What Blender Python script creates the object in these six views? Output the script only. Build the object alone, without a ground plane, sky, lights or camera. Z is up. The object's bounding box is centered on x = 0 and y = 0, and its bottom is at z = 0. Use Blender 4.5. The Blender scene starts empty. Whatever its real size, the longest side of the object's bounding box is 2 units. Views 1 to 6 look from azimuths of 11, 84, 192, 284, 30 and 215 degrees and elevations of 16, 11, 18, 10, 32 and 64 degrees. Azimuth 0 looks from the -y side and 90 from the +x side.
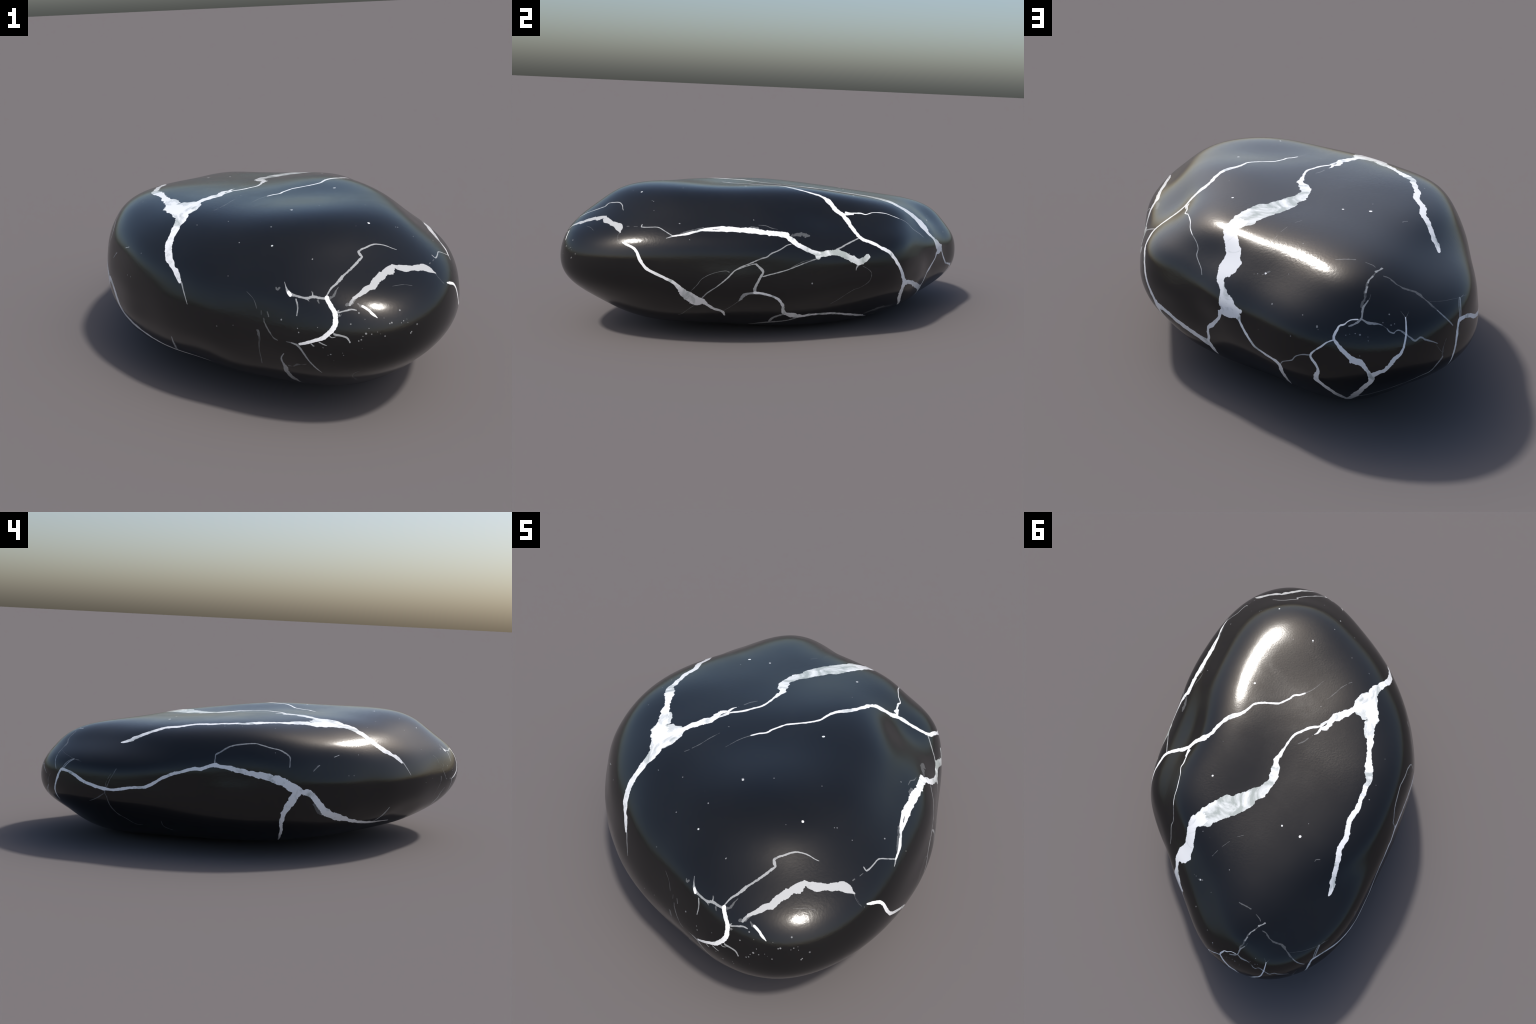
"""A polished black marble pebble, two metres long, with white calcite veins.

The body is a flattened pebble: worn facets blended into one another, with gentle
swells on top (all in the space of an ellipsoid of HALF_AXES).  The veins
are curves over its surface, given by control points (longitude, latitude in
degrees seen from the centre, width in millimetres); the fine surface mesh is
cut along their ragged edges, so every vein is an inlaid piece of its own."""
import math
import time

import bmesh
import bpy
import numpy as np

CENTRE = np.array([0.0, 0.0, 0.31])
HALF_AXES = np.array([0.74, 1.0, 0.34])
WHITE, CLOUDY, PALE, GREY, FAINT = "white", "cloudy", "pale", "grey", "faint"

# worn facets: longitude and latitude of the direction they face, distance from the centre
FACETS = [
    (151.0, 84.0, 1.022), (108.8, 73.0, 0.967), (26.7, 36.9, 1.097), (-124.0, 35.6, 1.028), (66.8, 38.4, 1.075),
    (-40.1, 33.7, 1.304), (-164.8, -33.7, 0.974), (98.3, -28.6, 2.614), (-93.8, 22.2, 1.115), (134.0, 27.5, 1.258),
    (24.5, 31.0, 0.967), (-133.4, 12.3, 0.954), (69.2, 19.3, 0.872), (-71.4, -0.3, 1.386), (166.5, 24.6, 1.114),
    (20.7, 18.0, 0.966), (-109.0, 3.5, 0.890), (106.1, -3.2, 1.165), (-20.3, -4.5, 1.193), (-165.8, -0.5, 0.977),
    (61.4, -4.2, 0.791), (-92.1, -5.7, 1.112), (143.1, -31.3, 1.221), (21.2, -7.9, 0.907), (-129.2, -3.1, 0.856),
    (69.3, 17.7, 0.996), (-48.9, -16.6, 1.378), (-166.9, -0.8, 1.044), (66.6, -33.9, 1.120), (-108.7, -23.6, 0.895),
    (20.9, -7.4, 0.922), (-11.0, -36.3, 1.077), (-167.1, -1.0, 1.061), (65.3, -29.4, 0.942), (-69.5, -35.9, 1.179),
    (-161.9, -36.2, 1.196), (16.9, -48.8, 1.027), (-118.3, -42.2, 0.952), (58.3, -50.5, 1.148), (-119.2, -81.0, 0.896),
]
EDGE_CRISPNESS = 9.91

# swells of the stone: for each order around the long axis, the amplitudes of the
# cosine and the sine waves by rising degree
SWELLS = [
    ([-0.0025, -0.0014, 0.0008, 0.0012, 0, -0.0011, -0.0007, 0.002, 0.0021, 0, -0.002, -0.0004, 0.0005, -0.0005, -0.0001, 0, -0.0002],
     []),
    ([-0.0031, -0.0007, 0.0018, 0.0007, -0.0019, -0.0019, -0.0009, 0.0004, 0.0002, -0.0006, -0.0013, 0.0006, 0.0001, -0.0005, 0.0004, 0.0006],
     [-0.0008, 0.0003, -0.0007, -0.0012, 0.0001, 0.0014, 0.0003, -0.0001, 0.0009, -0.0001, -0.0004, 0.0002, 0.0001, -0.0004, -0.0001, 0.0001]),
    ([0.004, 0.0002, 0, 0.0014, -0.0007, -0.0012, 0.0008, 0.0001, -0.0011, -0.0006, 0.0008, -0.0002, 0.0002, 0.0007, -0.0001],
     [0.001, 0.0017, -0.001, -0.0004, 0.0001, -0.0012, 0.001, 0.0025, 0.001, -0.0011, -0.001, -0.0001, 0.0002, 0.0001, 0.0002]),
    ([0.0013, -0.0013, 0, 0.0002, 0, 0, 0.0004, 0.0006, -0.0007, -0.0001, 0.0011, -0.0003, -0.0002, -0.0001],
     [-0.0023, 0.0017, 0.002, -0.0005, -0.0011, -0.0006, 0.0012, 0.0004, 0, 0.0001, 0.0004, -0.0001, 0.0002, 0.0002]),
    ([-0.0015, 0.0036, 0.0002, -0.0025, -0.0008, -0.0005, -0.0003, 0.0003, -0.0006, -0.0001, 0.0004, -0.0006, -0.0002],
     [0.0007, -0.0002, -0.001, -0.0012, 0.0008, 0.0006, -0.0001, 0, -0.001, -0.0006, 0.0003, -0.0001, 0.0003]),
    ([0.0035, 0.0031, -0.0008, -0.0021, 0.0007, 0.0005, 0, 0.0004, -0.0002, 0.0001, 0.0004, 0],
     [-0.0003, 0.0006, 0.0006, -0.0004, 0, 0.0001, -0.0008, 0.0002, -0.0005, 0.0002, 0.0005, -0.0002]),
    ([0.0019, 0.0006, 0.0009, 0, 0.0005, 0.0002, 0, 0.0004, 0.0002, 0.0001, -0.0003],
     [0.0005, 0.0001, -0.0006, -0.0011, 0.0011, 0.0014, -0.0002, 0.0005, -0.0002, -0.0003, 0.0002]),
    ([-0.0016, -0.0019, -0.0006, 0.0006, -0.0002, -0.0001, 0, -0.0004, -0.0003, -0.0002],
     [0.0009, -0.0004, 0.0006, 0, -0.0004, -0.0006, -0.0006, -0.0001, 0.0003, -0.0002]),
    ([-0.0032, -0.0019, -0.0005, -0.0002, -0.0007, -0.0002, 0.0002, 0.0001, 0.0004],
     [-0.0017, -0.0015, -0.0002, 0, -0.0009, 0, 0.0002, -0.0001, 0.0001]),
    ([-0.0002, 0.0014, 0.0007, 0.0006, 0.0008, 0.0005, 0.0001, 0],
     [-0.0009, 0.0002, 0.0001, 0.0007, -0.0001, 0.0006, 0.0003, 0.0005]),
    ([0.0002, -0.0001, -0.0005, -0.0008, -0.0004, -0.0001, -0.0002],
     [-0.0016, 0.0004, -0.0003, -0.0002, -0.0002, 0, -0.0001]),
    ([0.0007, 0.0006, 0.0008, -0.0001, 0.0004, 0],
     [-0.0004, 0.0008, -0.0003, -0.0003, 0.0003, 0.0002]),
    ([0.0003, -0.0004, -0.0002, 0.0001, -0.0001],
     [0.0001, 0.0007, 0, 0.0004, 0.0004]),
    ([-0.0001, -0.0003, 0.0007, 0.0002],
     [-0.0004, -0.0002, -0.0006, 0]),
    ([0.0001, -0.0003, -0.0001],
     [0.0002, 0.0001, 0.0001]),
    ([-0.0001, -0.0002],
     [0, -0.0004]),
    ([0.0002],
     [0]),
]

VEINS = [
    (WHITE, [
        (24.7, 51.1, 11.5), (26.6, 50.3, 10), (30.6, 49.9, 8.1),
    ]),
    (CLOUDY, [
        (-151.6, 59.9, 24.8), (-144.5, 59.7, 49.1), (-140.8, 58.5, 59.7), (-134.5, 57.9, 51.6), (-128.7, 57.1, 42.2), (-124.6, 56, 32),
    ]),
    (CLOUDY, [
        (-126, 58.1, 74.9), (-127.4, 60, 84.8), (-128.8, 61.8, 72.9), (-130.3, 63.1, 53.7), (-130.8, 64.2, 31.1),
    ]),
    (CLOUDY, [
        (-135.6, 60, 100.4), (-135.3, 61.8, 45.7), (-133.7, 63.9, 18.2),
    ]),
    (WHITE, [
        (-108.2, 26.5, 0.8), (-113.1, 35.9, 21), (-116.5, 40.8, 20.3), (-118.8, 47, 22), (-120.1, 51.1, 22.8), (-122.2, 54.3, 36.1),
        (-124.6, 56.7, 40.6), (-128.3, 58.2, 55.4), (-132.5, 58.6, 59.5), (-136.8, 58.5, 59.5), (-138.7, 58.5, 59.6), (-143.4, 58.8, 42.9),
        (-149.2, 59, 34.9), (-154.9, 58.6, 31), (-160.4, 58.2, 21.1), (-165.4, 57.3, 22), (-169.9, 56.1, 40.3), (-173.2, 54.9, 35.8),
        (-175.5, 54, 26.5), (-178.4, 53.9, 23.4), (178.7, 53.1, 24.6), (175.4, 52.4, 24.5), (172.3, 51.4, 24.4), (169.7, 51, 24.4),
        (166.8, 50.3, 24.3), (164.5, 49.2, 20.2), (162.6, 47.8, 21.9), (160.7, 46.1, 24.4), (158.2, 45.2, 24.3), (156, 43.6, 24.6),
        (154.2, 40.5, 25.2), (152.5, 37.9, 22.2), (150.8, 34.8, 28.2), (149.9, 32.4, 27.4), (148.8, 30.4, 20.4), (147.9, 29.2, 9),
    ]),
    (WHITE, [
        (-123.6, 56.5, 54), (-121.2, 54.1, 35.1), (-120.5, 51.1, 33), (-119.6, 47.5, 30.6), (-118.8, 43.6, 26.3), (-117, 39.5, 21.7),
        (-114.6, 36.2, 18.4), (-111, 33, 16.4), (-109, 30.9, 16.6), (-107.9, 27.4, 13),
    ]),
    (GREY, [
        (-107.9, 27.4, 8.5), (-107.2, 27, 7.1), (-106.2, 23.8, 5.6), (-104, 15.4, 3),
    ]),
    (WHITE, [
        (-125.5, 58.7, 54.3), (-127.4, 60.8, 54.7), (-128.9, 62.6, 41.5), (-129.9, 63.9, 25.8), (-130.5, 65.8, 26.2), (-131.1, 67.7, 36.1),
        (-131.1, 70, 43.4), (-131.8, 71.8, 30.1), (-138, 73.7, 28.3), (-139.6, 74.9, 24.1), (-138.3, 76.1, 11.8),
    ]),
    (WHITE, [
        (-132.6, 74.3, 10.3), (-134.8, 75.8, 12.3), (-134.8, 76.7, 10.7), (-132.5, 78.8, 12.7), (-131, 80.7, 12.5), (-132.6, 82.9, 12.3),
        (-133.4, 84.8, 13.1), (-146.9, 86.3, 10.9), (172.3, 86.9, 9.8), (141.4, 85.7, 10.6), (127.8, 83.9, 12.2), (141, 85.9, 13.2),
        (125.1, 84.5, 17.8), (117.8, 83.3, 21.9), (118.6, 81.3, 30.3),
    ]),
    (CLOUDY, [
        (117.8, 83.3, 21.7), (118.6, 81.3, 30.3), (120.1, 79.4, 38.9), (119.8, 77.2, 43.4), (118, 75.3, 37.4), (113.3, 73.7, 37.8),
        (107.7, 71.1, 55.9), (98.6, 68.6, 71.5), (93.8, 66.2, 89.3), (89, 64.2, 100.5), (84.9, 62.9, 104.9), (81.6, 60.9, 95.9),
        (77.7, 56.3, 96), (75.3, 53.7, 71.1), (73.1, 50.8, 46.4),
    ]),
    (WHITE, [
        (75.3, 53.7, 66.6), (73.1, 50.8, 46.4), (73.5, 49.8, 47.8), (75.4, 47, 47.7), (78.1, 43.5, 48.6), (79.5, 39.1, 60.9),
        (80, 35, 70.2), (79.1, 32.2, 83.8), (77.7, 28.9, 52.5), (77.4, 25.8, 39.8), (77.8, 22.7, 24.8), (79.1, 20, 20),
        (80.1, 17.7, 26.8), (80.4, 15.6, 35.4), (80.9, 13, 53.6), (81.4, 10.9, 65.1),
    ]),
    (WHITE, [
        (81.4, 11.4, 57.7), (82.5, 9.6, 59.2),
    ]),
    (WHITE, [
        (79.7, 5.2, 18), (82.6, 4.4, 22.8), (85.4, 5.8, 18.8), (86.6, 4.7, 18),
    ]),
    (WHITE, [
        (83.6, 10.2, 28.4), (86, 9.1, 21.9), (87.2, 8.9, 13.5),
    ]),
    (WHITE, [
        (85.1, 7.4, 29.5), (86.5, 5.2, 22.7), (87.2, 2, 10.6), (88.3, -1.5, 10), (89.6, -4.8, 9.3), (92.3, -10.1, 8.8),
        (95.2, -11.8, 8.3), (97.9, -13, 8.7), (99.4, -14.2, 13.4), (100.1, -16.1, 16.7), (100.4, -19.8, 15), (101.3, -25.5, 18.3),
        (102.8, -35.7, 4),
    ]),
    (WHITE, [
        (78.9, 3.6, 17.1), (78.3, -1.1, 10.7), (75.9, -6.9, 12.8), (74.3, -10.5, 14), (72, -14.7, 10.3), (71.5, -18.9, 12.2),
        (71.3, -23.1, 10.4), (70, -28.4, 10.7),
    ]),
    (WHITE, [
        (43.4, -14.2, 18.7), (48.3, -15.1, 18.9), (52.8, -17.8, 21.4), (55.4, -20.3, 22.9), (58.8, -22.7, 21.3), (62.7, -24.6, 21.8),
        (66.4, -27.3, 22.7), (69.4, -29.2, 29.4), (71, -31.4, 27), (71.6, -35.8, 17.6), (71.9, -38.6, 9.6),
    ]),
    (GREY, [
        (71.9, -38.6, 7.2), (72.1, -45.3, 0), (76.6, -47, 0),
    ]),
    (WHITE, [
        (-78.3, 73.6, 7.2), (-72.8, 74.5, 8.3), (-65.8, 74.8, 8.7), (-60.1, 76, 7.4), (-62.3, 75.7, 8.4), (-53.9, 76.6, 8.5),
        (-44.7, 77, 10.3), (-32.2, 75.7, 9.7), (-23.9, 74.3, 11.3), (-16, 73, 11), (-8.8, 72.8, 11.5), (-0.6, 71.8, 16.4),
        (3.5, 70.2, 21.7), (7.9, 68.2, 21.3), (13.9, 66, 19.2), (19.5, 64, 18.9), (21.4, 61.8, 25), (22.1, 58.2, 23.6),
        (22.4, 60.9, 29.2), (22.8, 56.8, 26.7), (23.7, 53, 26), (25.1, 50.3, 22.8), (25.4, 45.6, 23.6), (24.9, 41.5, 20.9),
        (24.6, 36.9, 20.7), (24.8, 32.2, 21.9), (25.9, 28.8, 19), (28.3, 26.2, 17.6), (30.9, 21.8, 15.8), (33.9, 17.7, 16.5),
        (36.1, 11.6, 16.8), (38.4, 3.8, 19.1), (41, -4.7, 19.1), (43.6, -12.6, 19.4),
    ]),
    (FAINT, [
        (-89.6, 68, 2), (-86.6, 70.8, 3.4), (-83.4, 72.3, 4.5), (-78.3, 73.6, 6.2),
    ]),
    (WHITE, [
        (43.6, -12.6, 28.7), (44.2, -19, 26.1), (46.3, -26.3, 22), (50.1, -33.3, 17.1), (57.7, -42.1, 10.6),
    ]),
    (WHITE, [
        (43.8, -13.2, 16.7), (47.4, -14, 17.1), (52.1, -17.2, 18.6), (58.5, -23, 17.3), (69, -29.6, 16.5),
    ]),
    (WHITE, [
        (27.8, 51.6, 12.2), (29.5, 50.9, 8.3), (34.8, 50.3, 7.2), (36.8, 49, 4.4), (41.5, 49.8, 3.3), (48.2, 48.3, 4.4),
        (51.8, 45.6, 3.8), (55.2, 43.3, 3.2),
    ]),
    (GREY, [
        (55.2, 43.3, 3), (59.3, 40.7, 3.1), (61.8, 37.5, 3.8), (62.4, 34, 3.4), (64.4, 31, 3.1), (67, 27.5, 2.8),
        (68.4, 24, 1.5),
    ]),
    (GREY, [
        (24, 30.6, 6.8), (20.7, 28, 6.6), (17.9, 25.7, 9.1), (15.7, 23.4, 7.1), (13.7, 21.9, 5.3),
    ]),
    (WHITE, [
        (-28.5, 25, 6.6), (-26.7, 26.4, 9.6), (-25, 28.3, 11.9), (-23.4, 30.3, 12.5), (-21.5, 31.9, 13.2), (-19.5, 33, 13.8),
        (-17.5, 33, 20.2), (-15, 32.7, 26.3), (-12.4, 32.4, 27.3), (-12.6, 32.4, 24.7), (-10, 32.4, 24.6), (-7.2, 32, 24),
        (-4.6, 31.7, 25), (-2.3, 30.5, 25), (-0.5, 28.3, 30.8), (1, 25.3, 25.5), (3.1, 22.9, 21.1), (5.2, 20.3, 20.5),
        (7.4, 17.7, 25.4),
    ]),
    (CLOUDY, [
        (7.4, 17.7, 23.8), (9.7, 18.8, 24.2), (12.1, 19.6, 22.3), (14.5, 19.1, 27), (16.8, 16.6, 26.6), (19.1, 13.5, 25.8),
        (21.2, 10.8, 28.5), (23, 12.3, 26.2), (24.7, 15.5, 21.8),
    ]),
    (GREY, [
        (17.3, 16.9, 9.6), (18.1, 18.5, 2.6),
    ]),
    (GREY, [
        (19.1, 14.8, 14.1), (19.6, 16.8, 3.7),
    ]),
    (GREY, [
        (21, 9.1, 14.7), (20.2, 5.7, 5), (20.1, 3.9, 2),
    ]),
    (WHITE, [
        (6.8, 18.5, 14.4), (7.2, 16.5, 23.6), (7.4, 15.7, 18.8),
    ]),
    (FAINT, [
        (-27.6, 26.1, 9.5), (-26.4, 27.9, 12.8), (-25, 29.8, 13.3), (-23.7, 31.5, 8.4),
    ]),
    (GREY, [
        (-29.5, 23.5, 2.7), (-29, 24.2, 5.5), (-28.5, 25, 6.5),
    ]),
    (GREY, [
        (-28.5, 25, 4.5), (-30.4, 27, 4.2), (-32.5, 28.8, 4.6), (-34.2, 28.4, 4.3), (-35.9, 28, 4.9), (-36.3, 29.4, 3.8),
    ]),
    (FAINT, [
        (-36.8, 27.9, 3.3), (-37.6, 27.7, 2.2),
    ]),
    (FAINT, [
        (-38.8, 27.6, 4.7), (-39.2, 27.4, 3.5),
    ]),
    (FAINT, [
        (-0.6, 31.5, 13.1), (0.9, 32.1, 23.5), (2.9, 32.7, 26.4), (5.3, 32.1, 10.3),
    ]),
    (FAINT, [
        (-10.7, 37, 3.6), (-8.6, 37, 5), (-6.8, 35.7, 3.8), (-5, 35.3, 2.4),
    ]),
    (FAINT, [
        (-12.4, 34.7, 18.1), (-10.7, 34.8, 14.4),
    ]),
    (WHITE, [
        (-37.4, 18.9, 4.9), (-36.1, 17.9, 9.7), (-34.7, 16.4, 9.6), (-33.9, 14.2, 9.7), (-33.3, 11, 11.4), (-32.6, 7.8, 12.4),
        (-31.9, 5.6, 12.6), (-30.6, 3.4, 11.9), (-29.2, 1.1, 11.3), (-27.7, -1.3, 13.4), (-26.7, -3.5, 16.3), (-26, -6.6, 22.1),
        (-25.4, -10.8, 38.7), (-24.5, -14, 49.9), (-23.5, -16.9, 52.1), (-22.5, -17, 30.4), (-21.8, -19.7, 13.5), (-20.7, -23.6, 13.9),
        (-19, -27.2, 13.3), (-19, -31.7, 5.7),
    ]),
    (FAINT, [
        (-39.4, 23.7, 2.7), (-39.5, 22.9, 1.9), (-39, 20.3, 1.7), (-38.6, 19.5, 1.6),
    ]),
    (FAINT, [
        (-24.4, -20, 4.5), (-26.2, -23.2, 4), (-29.3, -28.7, 3.8), (-30.3, -29.6, 2.6),
    ]),
    (FAINT, [
        (-24.2, -9.1, 2.7), (-22.4, -3.6, 3), (-21.6, -0.2, 2.9), (-20.2, 2.8, 2.9), (-18.4, 4.9, 2.9), (-16.6, 5.8, 2.9),
        (-15.9, 5, 3.7),
    ]),
    (GREY, [
        (-22.3, -14.4, 5.8), (-20.7, -9.9, 5.4), (-18.4, -5, 5), (-16.3, 0.6, 5.5), (-14.7, 6, 5), (-13, 9.1, 5),
        (-10.6, 12, 4.6), (-11.4, 11.2, 4.6), (-8.9, 14.5, 5), (-7.4, 15.9, 5), (-6.3, 18.4, 5.8), (-4.2, 21, 5),
        (-2.3, 24.3, 4.2), (-1, 25.4, 3.4),
    ]),
    (GREY, [
        (-14.5, 6.3, 2.5), (-12.3, 9.1, 3.3), (-10.5, 10.7, 4.1), (-9.8, 10.6, 6.6), (-10, 10.6, 6.7), (-9, 8.1, 10.9),
        (-8.2, 4.9, 12.2), (-8.8, 0.9, 10.6), (-9.5, -3.4, 9.9), (-10, -7.2, 12.5), (-10.1, -10.8, 12.1),
    ]),
    (GREY, [
        (-10, -10.8, 12.3), (-11.5, -11.3, 10.6), (-12.5, -12.1, 18.1), (-13.5, -15.5, 13.3), (-14, -17.2, 5.3),
    ]),
    (FAINT, [
        (-14, -17.2, 4.5), (-16, -21.7, 3.7), (-18.6, -26.5, 3.4),
    ]),
    (WHITE, [
        (-10.1, -10.8, 10.8), (-8.1, -11.8, 9.6), (-5.8, -14.3, 9.3), (-3.8, -18.4, 9.8), (-2.5, -24.4, 13.6), (-2.2, -30.1, 12),
        (-1.5, -33.8, 19.1), (1, -36.6, 31.3), (4.2, -39.7, 25.4), (8, -39.5, 19.5), (13.1, -40.4, 17.3), (19.6, -42.4, 16.9),
        (26.8, -46.1, 15.2), (38.5, -50.8, 21.5), (50, -55.2, 2.6), (50.3, -51.2, 2.8),
    ]),
    (GREY, [
        (-1.6, -34.4, 14.9), (-4.3, -36.7, 19.4), (-5.5, -38.7, 16.9), (-6.4, -42.6, 14.7),
    ]),
    (GREY, [
        (3.6, -40.7, 13.2), (0.9, -43, 13.2), (-2.3, -44.1, 13.2), (-6.2, -44.3, 21.9), (-10.6, -45.6, 19.8), (-13.7, -47.5, 11),
        (-14.1, -47.2, 5.5),
    ]),
    (GREY, [
        (-8.2, 1.6, 5.1), (-6.5, 2.9, 5.1), (-4, 4.6, 5.1), (-1.8, 6.3, 4.7), (0.4, 8.5, 4.3), (3.3, 11.5, 5.1),
        (6.7, 14.6, 5.9),
    ]),
    (FAINT, [
        (-1.3, 7, 2.2), (0.9, 10.4, 2.6), (3.3, 13.1, 2.5), (5.8, 14.2, 2.1),
    ]),
    (FAINT, [
        (22.6, 7.2, 1.7), (24.4, 4.7, 1.8), (25.8, 0.9, 3.4), (25.8, -4.6, 3.9), (25.1, -8.4, 3.1), (22.8, -13.1, 2.7),
        (20.9, -14.8, 3.5), (18.4, -20.2, 3), (16.8, -24.2, 3.1), (14.2, -29, 3.3),
    ]),
    (FAINT, [
        (40, -48.9, 14), (42.4, -45.1, 30.3), (46, -42.6, 30.5), (51.1, -41.5, 14.2),
    ]),
    (PALE, [
        (-59.4, 22.8, 12.2), (-57.4, 24.3, 14.4), (-56.1, 25.5, 16.6), (-55, 25.9, 21.4), (-53.7, 27.4, 26), (-52.4, 28.4, 29.5),
        (-51, 29.2, 29.6), (-49.6, 29.8, 26.1), (-48.5, 30.6, 21.2), (-47.6, 29.9, 19.9), (-46.4, 29, 23.8), (-44.6, 28.3, 24.2),
        (-42.9, 27.8, 28.3), (-41.6, 27.3, 30.6), (-40.6, 26.1, 26.7), (-39.9, 24.7, 11.5), (-39.4, 23.9, 4.6),
    ]),
    (GREY, [
        (-60.5, 20.7, 8.3), (-60, 21.8, 9.7), (-59.4, 22.8, 11.8),
    ]),
    (FAINT, [
        (-39.6, 23.9, 1.6), (-39.1, 21.6, 1.6), (-38.6, 19.1, 1.6),
    ]),
    (GREY, [
        (-64.6, 24.8, 3.7), (-63.4, 27.2, 5.8), (-62.2, 28.5, 8), (-60.8, 30.1, 12.4), (-60.4, 30.7, 10.9), (-59.4, 31.6, 6.5),
        (-58, 32.8, 7.2), (-56.6, 34, 7.9), (-54.9, 35.6, 7.8), (-54.3, 36.1, 6.9), (-54.5, 37.3, 9), (-54.5, 38.1, 7.7),
        (-53.5, 38.7, 6.4), (-52.4, 38.9, 6.4), (-50.8, 39.3, 5.4), (-49.5, 39.2, 5.5), (-48.1, 38.5, 4.4), (-47, 37.6, 4.5),
        (-46, 36.4, 3.7), (-45.1, 35.5, 1.9),
    ]),
    (WHITE, [
        (-64.7, 24, 11.8), (-64.5, 22.3, 12.3), (-64, 20.1, 11.8), (-63.6, 18, 12.3), (-63.6, 15.5, 13.4), (-63.8, 12.9, 15.5),
        (-64.5, 10.6, 15.9), (-65.6, 8.3, 13.3), (-66.6, 6.8, 11.4), (-68.1, 5.5, 9.4), (-69.5, 4.2, 8), (-71, 3.1, 6.5),
    ]),
    (GREY, [
        (-65.1, 23.7, 8), (-66.4, 24.2, 7.4), (-67.5, 24.7, 10.9), (-68.6, 24.2, 10.2), (-69.8, 24.5, 8.3), (-70.9, 25.2, 7.7),
        (-71.9, 25.6, 9.4), (-72.5, 26, 12.6), (-73, 27.5, 10.5), (-73.3, 29.1, 3.9), (-73.5, 30.9, 1.4),
    ]),
    (WHITE, [
        (-72.4, 25.5, 8.3), (-72.8, 26.6, 9.4),
    ]),
    (FAINT, [
        (-67.5, 24.8, 9.3), (-67.4, 26.4, 5.5),
    ]),
    (FAINT, [
        (-64.1, 23.6, 9.7), (-63.1, 24.6, 9.5), (-62.5, 26.2, 5.5), (-61.8, 27.4, 2.2),
    ]),
    (GREY, [
        (-71.2, 23.8, 6.2), (-71, 21.9, 5.2), (-71, 19.7, 4.4), (-71.3, 16.9, 3.5),
    ]),
    (GREY, [
        (-63.3, 18, 6.5), (-62.4, 18.2, 4.9), (-61.4, 18.6, 5.4), (-60.3, 18.9, 4.9), (-59.5, 18.4, 4.4),
    ]),
    (FAINT, [
        (-61.2, 20.8, 8.4), (-60.1, 21.2, 10), (-59.2, 22.3, 11),
    ]),
    (WHITE, [
        (-58.1, 19.6, 7.3), (-57.2, 17.9, 10.6), (-56.6, 16.4, 7.7), (-55.9, 14.7, 1.9),
    ]),
    (FAINT, [
        (-58.9, 20.8, 4.5), (-58.5, 19.9, 8.5), (-58.1, 19.5, 8.5),
    ]),
    (GREY, [
        (-64.1, 9, 7.6), (-63.1, 8.4, 6), (-62.1, 7.8, 4.7), (-61.6, 6.8, 5.4), (-61.3, 5.3, 5.9),
    ]),
    (GREY, [
        (-67, 5, 5.4), (-66.2, 4, 4), (-65.6, 3.5, 1.5),
    ]),
    (FAINT, [
        (-79.1, 14.2, 4.6), (-78.8, 11.6, 5.9), (-78, 8.5, 6), (-77.4, 6.3, 5.6), (-76.8, 4.5, 5), (-75.9, 3.5, 3.6),
    ]),
    (GREY, [
        (-72.7, 3.2, 4), (-71.7, 2.5, 7.7), (-71, 1, 7.9), (-70, -2.5, 7.3), (-69.2, -5.8, 6.9), (-68.2, -8.8, 5.8),
        (-67, -11.8, 5.9), (-66, -13.9, 2.4),
    ]),
    (FAINT, [
        (-73.9, 3.5, 1.9), (-72.7, 3.2, 4.6),
    ]),
    (FAINT, [
        (-79.7, 18, 3.3), (-79.7, 15.9, 5.9),
    ]),
    (FAINT, [
        (-78.1, 17.6, 5.8), (-77.8, 15.4, 4.5),
    ]),
    (FAINT, [
        (-83.6, 26.7, 1.2), (-81.8, 23.6, 1.5), (-81.1, 20.6, 2.9), (-80.9, 18.9, 2),
    ]),
    (FAINT, [
        (-80.8, 7, 10.6), (-80.4, 3.4, 9), (-80.6, -1.4, 5.2), (-80.7, -4.7, 3.3), (-80.6, -7.4, 3.1), (-80.4, -12.3, 4.2),
        (-80.3, -16, 2.8),
    ]),
    (GREY, [
        (-74.5, -4.6, 3.9), (-75.1, -8, 4.7), (-74.8, -11.3, 7.6), (-74.1, -14.5, 15.9), (-73.9, -17.6, 17.7), (-72.9, -21.6, 19.2),
        (-71.4, -26.8, 23.3), (-69.6, -31.2, 4.7), (-67.5, -35.2, 0.8),
    ]),
    (FAINT, [
        (-73.3, -13.1, 5.7), (-72.2, -12.7, 4.7), (-71.4, -10.7, 6.1), (-70.5, -10.3, 5.1), (-69.5, -9.3, 3.9),
    ]),
    (FAINT, [
        (-58.9, -11.3, 3.3), (-59.6, -12.8, 3.5), (-59.6, -15.5, 2.8), (-58.4, -19, 4.7), (-56.2, -23.2, 2.3), (-52.7, -24.8, 1.1),
        (-48.4, -26.2, 0.5),
    ]),
    (FAINT, [
        (-51, 24.5, 1), (-48.6, 24.1, 1.7), (-46.9, 23, 1.1),
    ]),
    (WHITE, [
        (140.4, 6.1, 14.1), (142.4, 5.4, 10.4), (144.4, 3.9, 11.7), (146, 1.9, 12.6), (147.8, 0.2, 12.1), (150.1, -1.2, 12),
        (152.5, -2.5, 13.7), (154.2, -2.7, 12.6), (156, -1.8, 11.6), (158.1, -0.2, 13.4), (161.1, 0.8, 11.6), (162.4, 2.8, 13.3),
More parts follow.
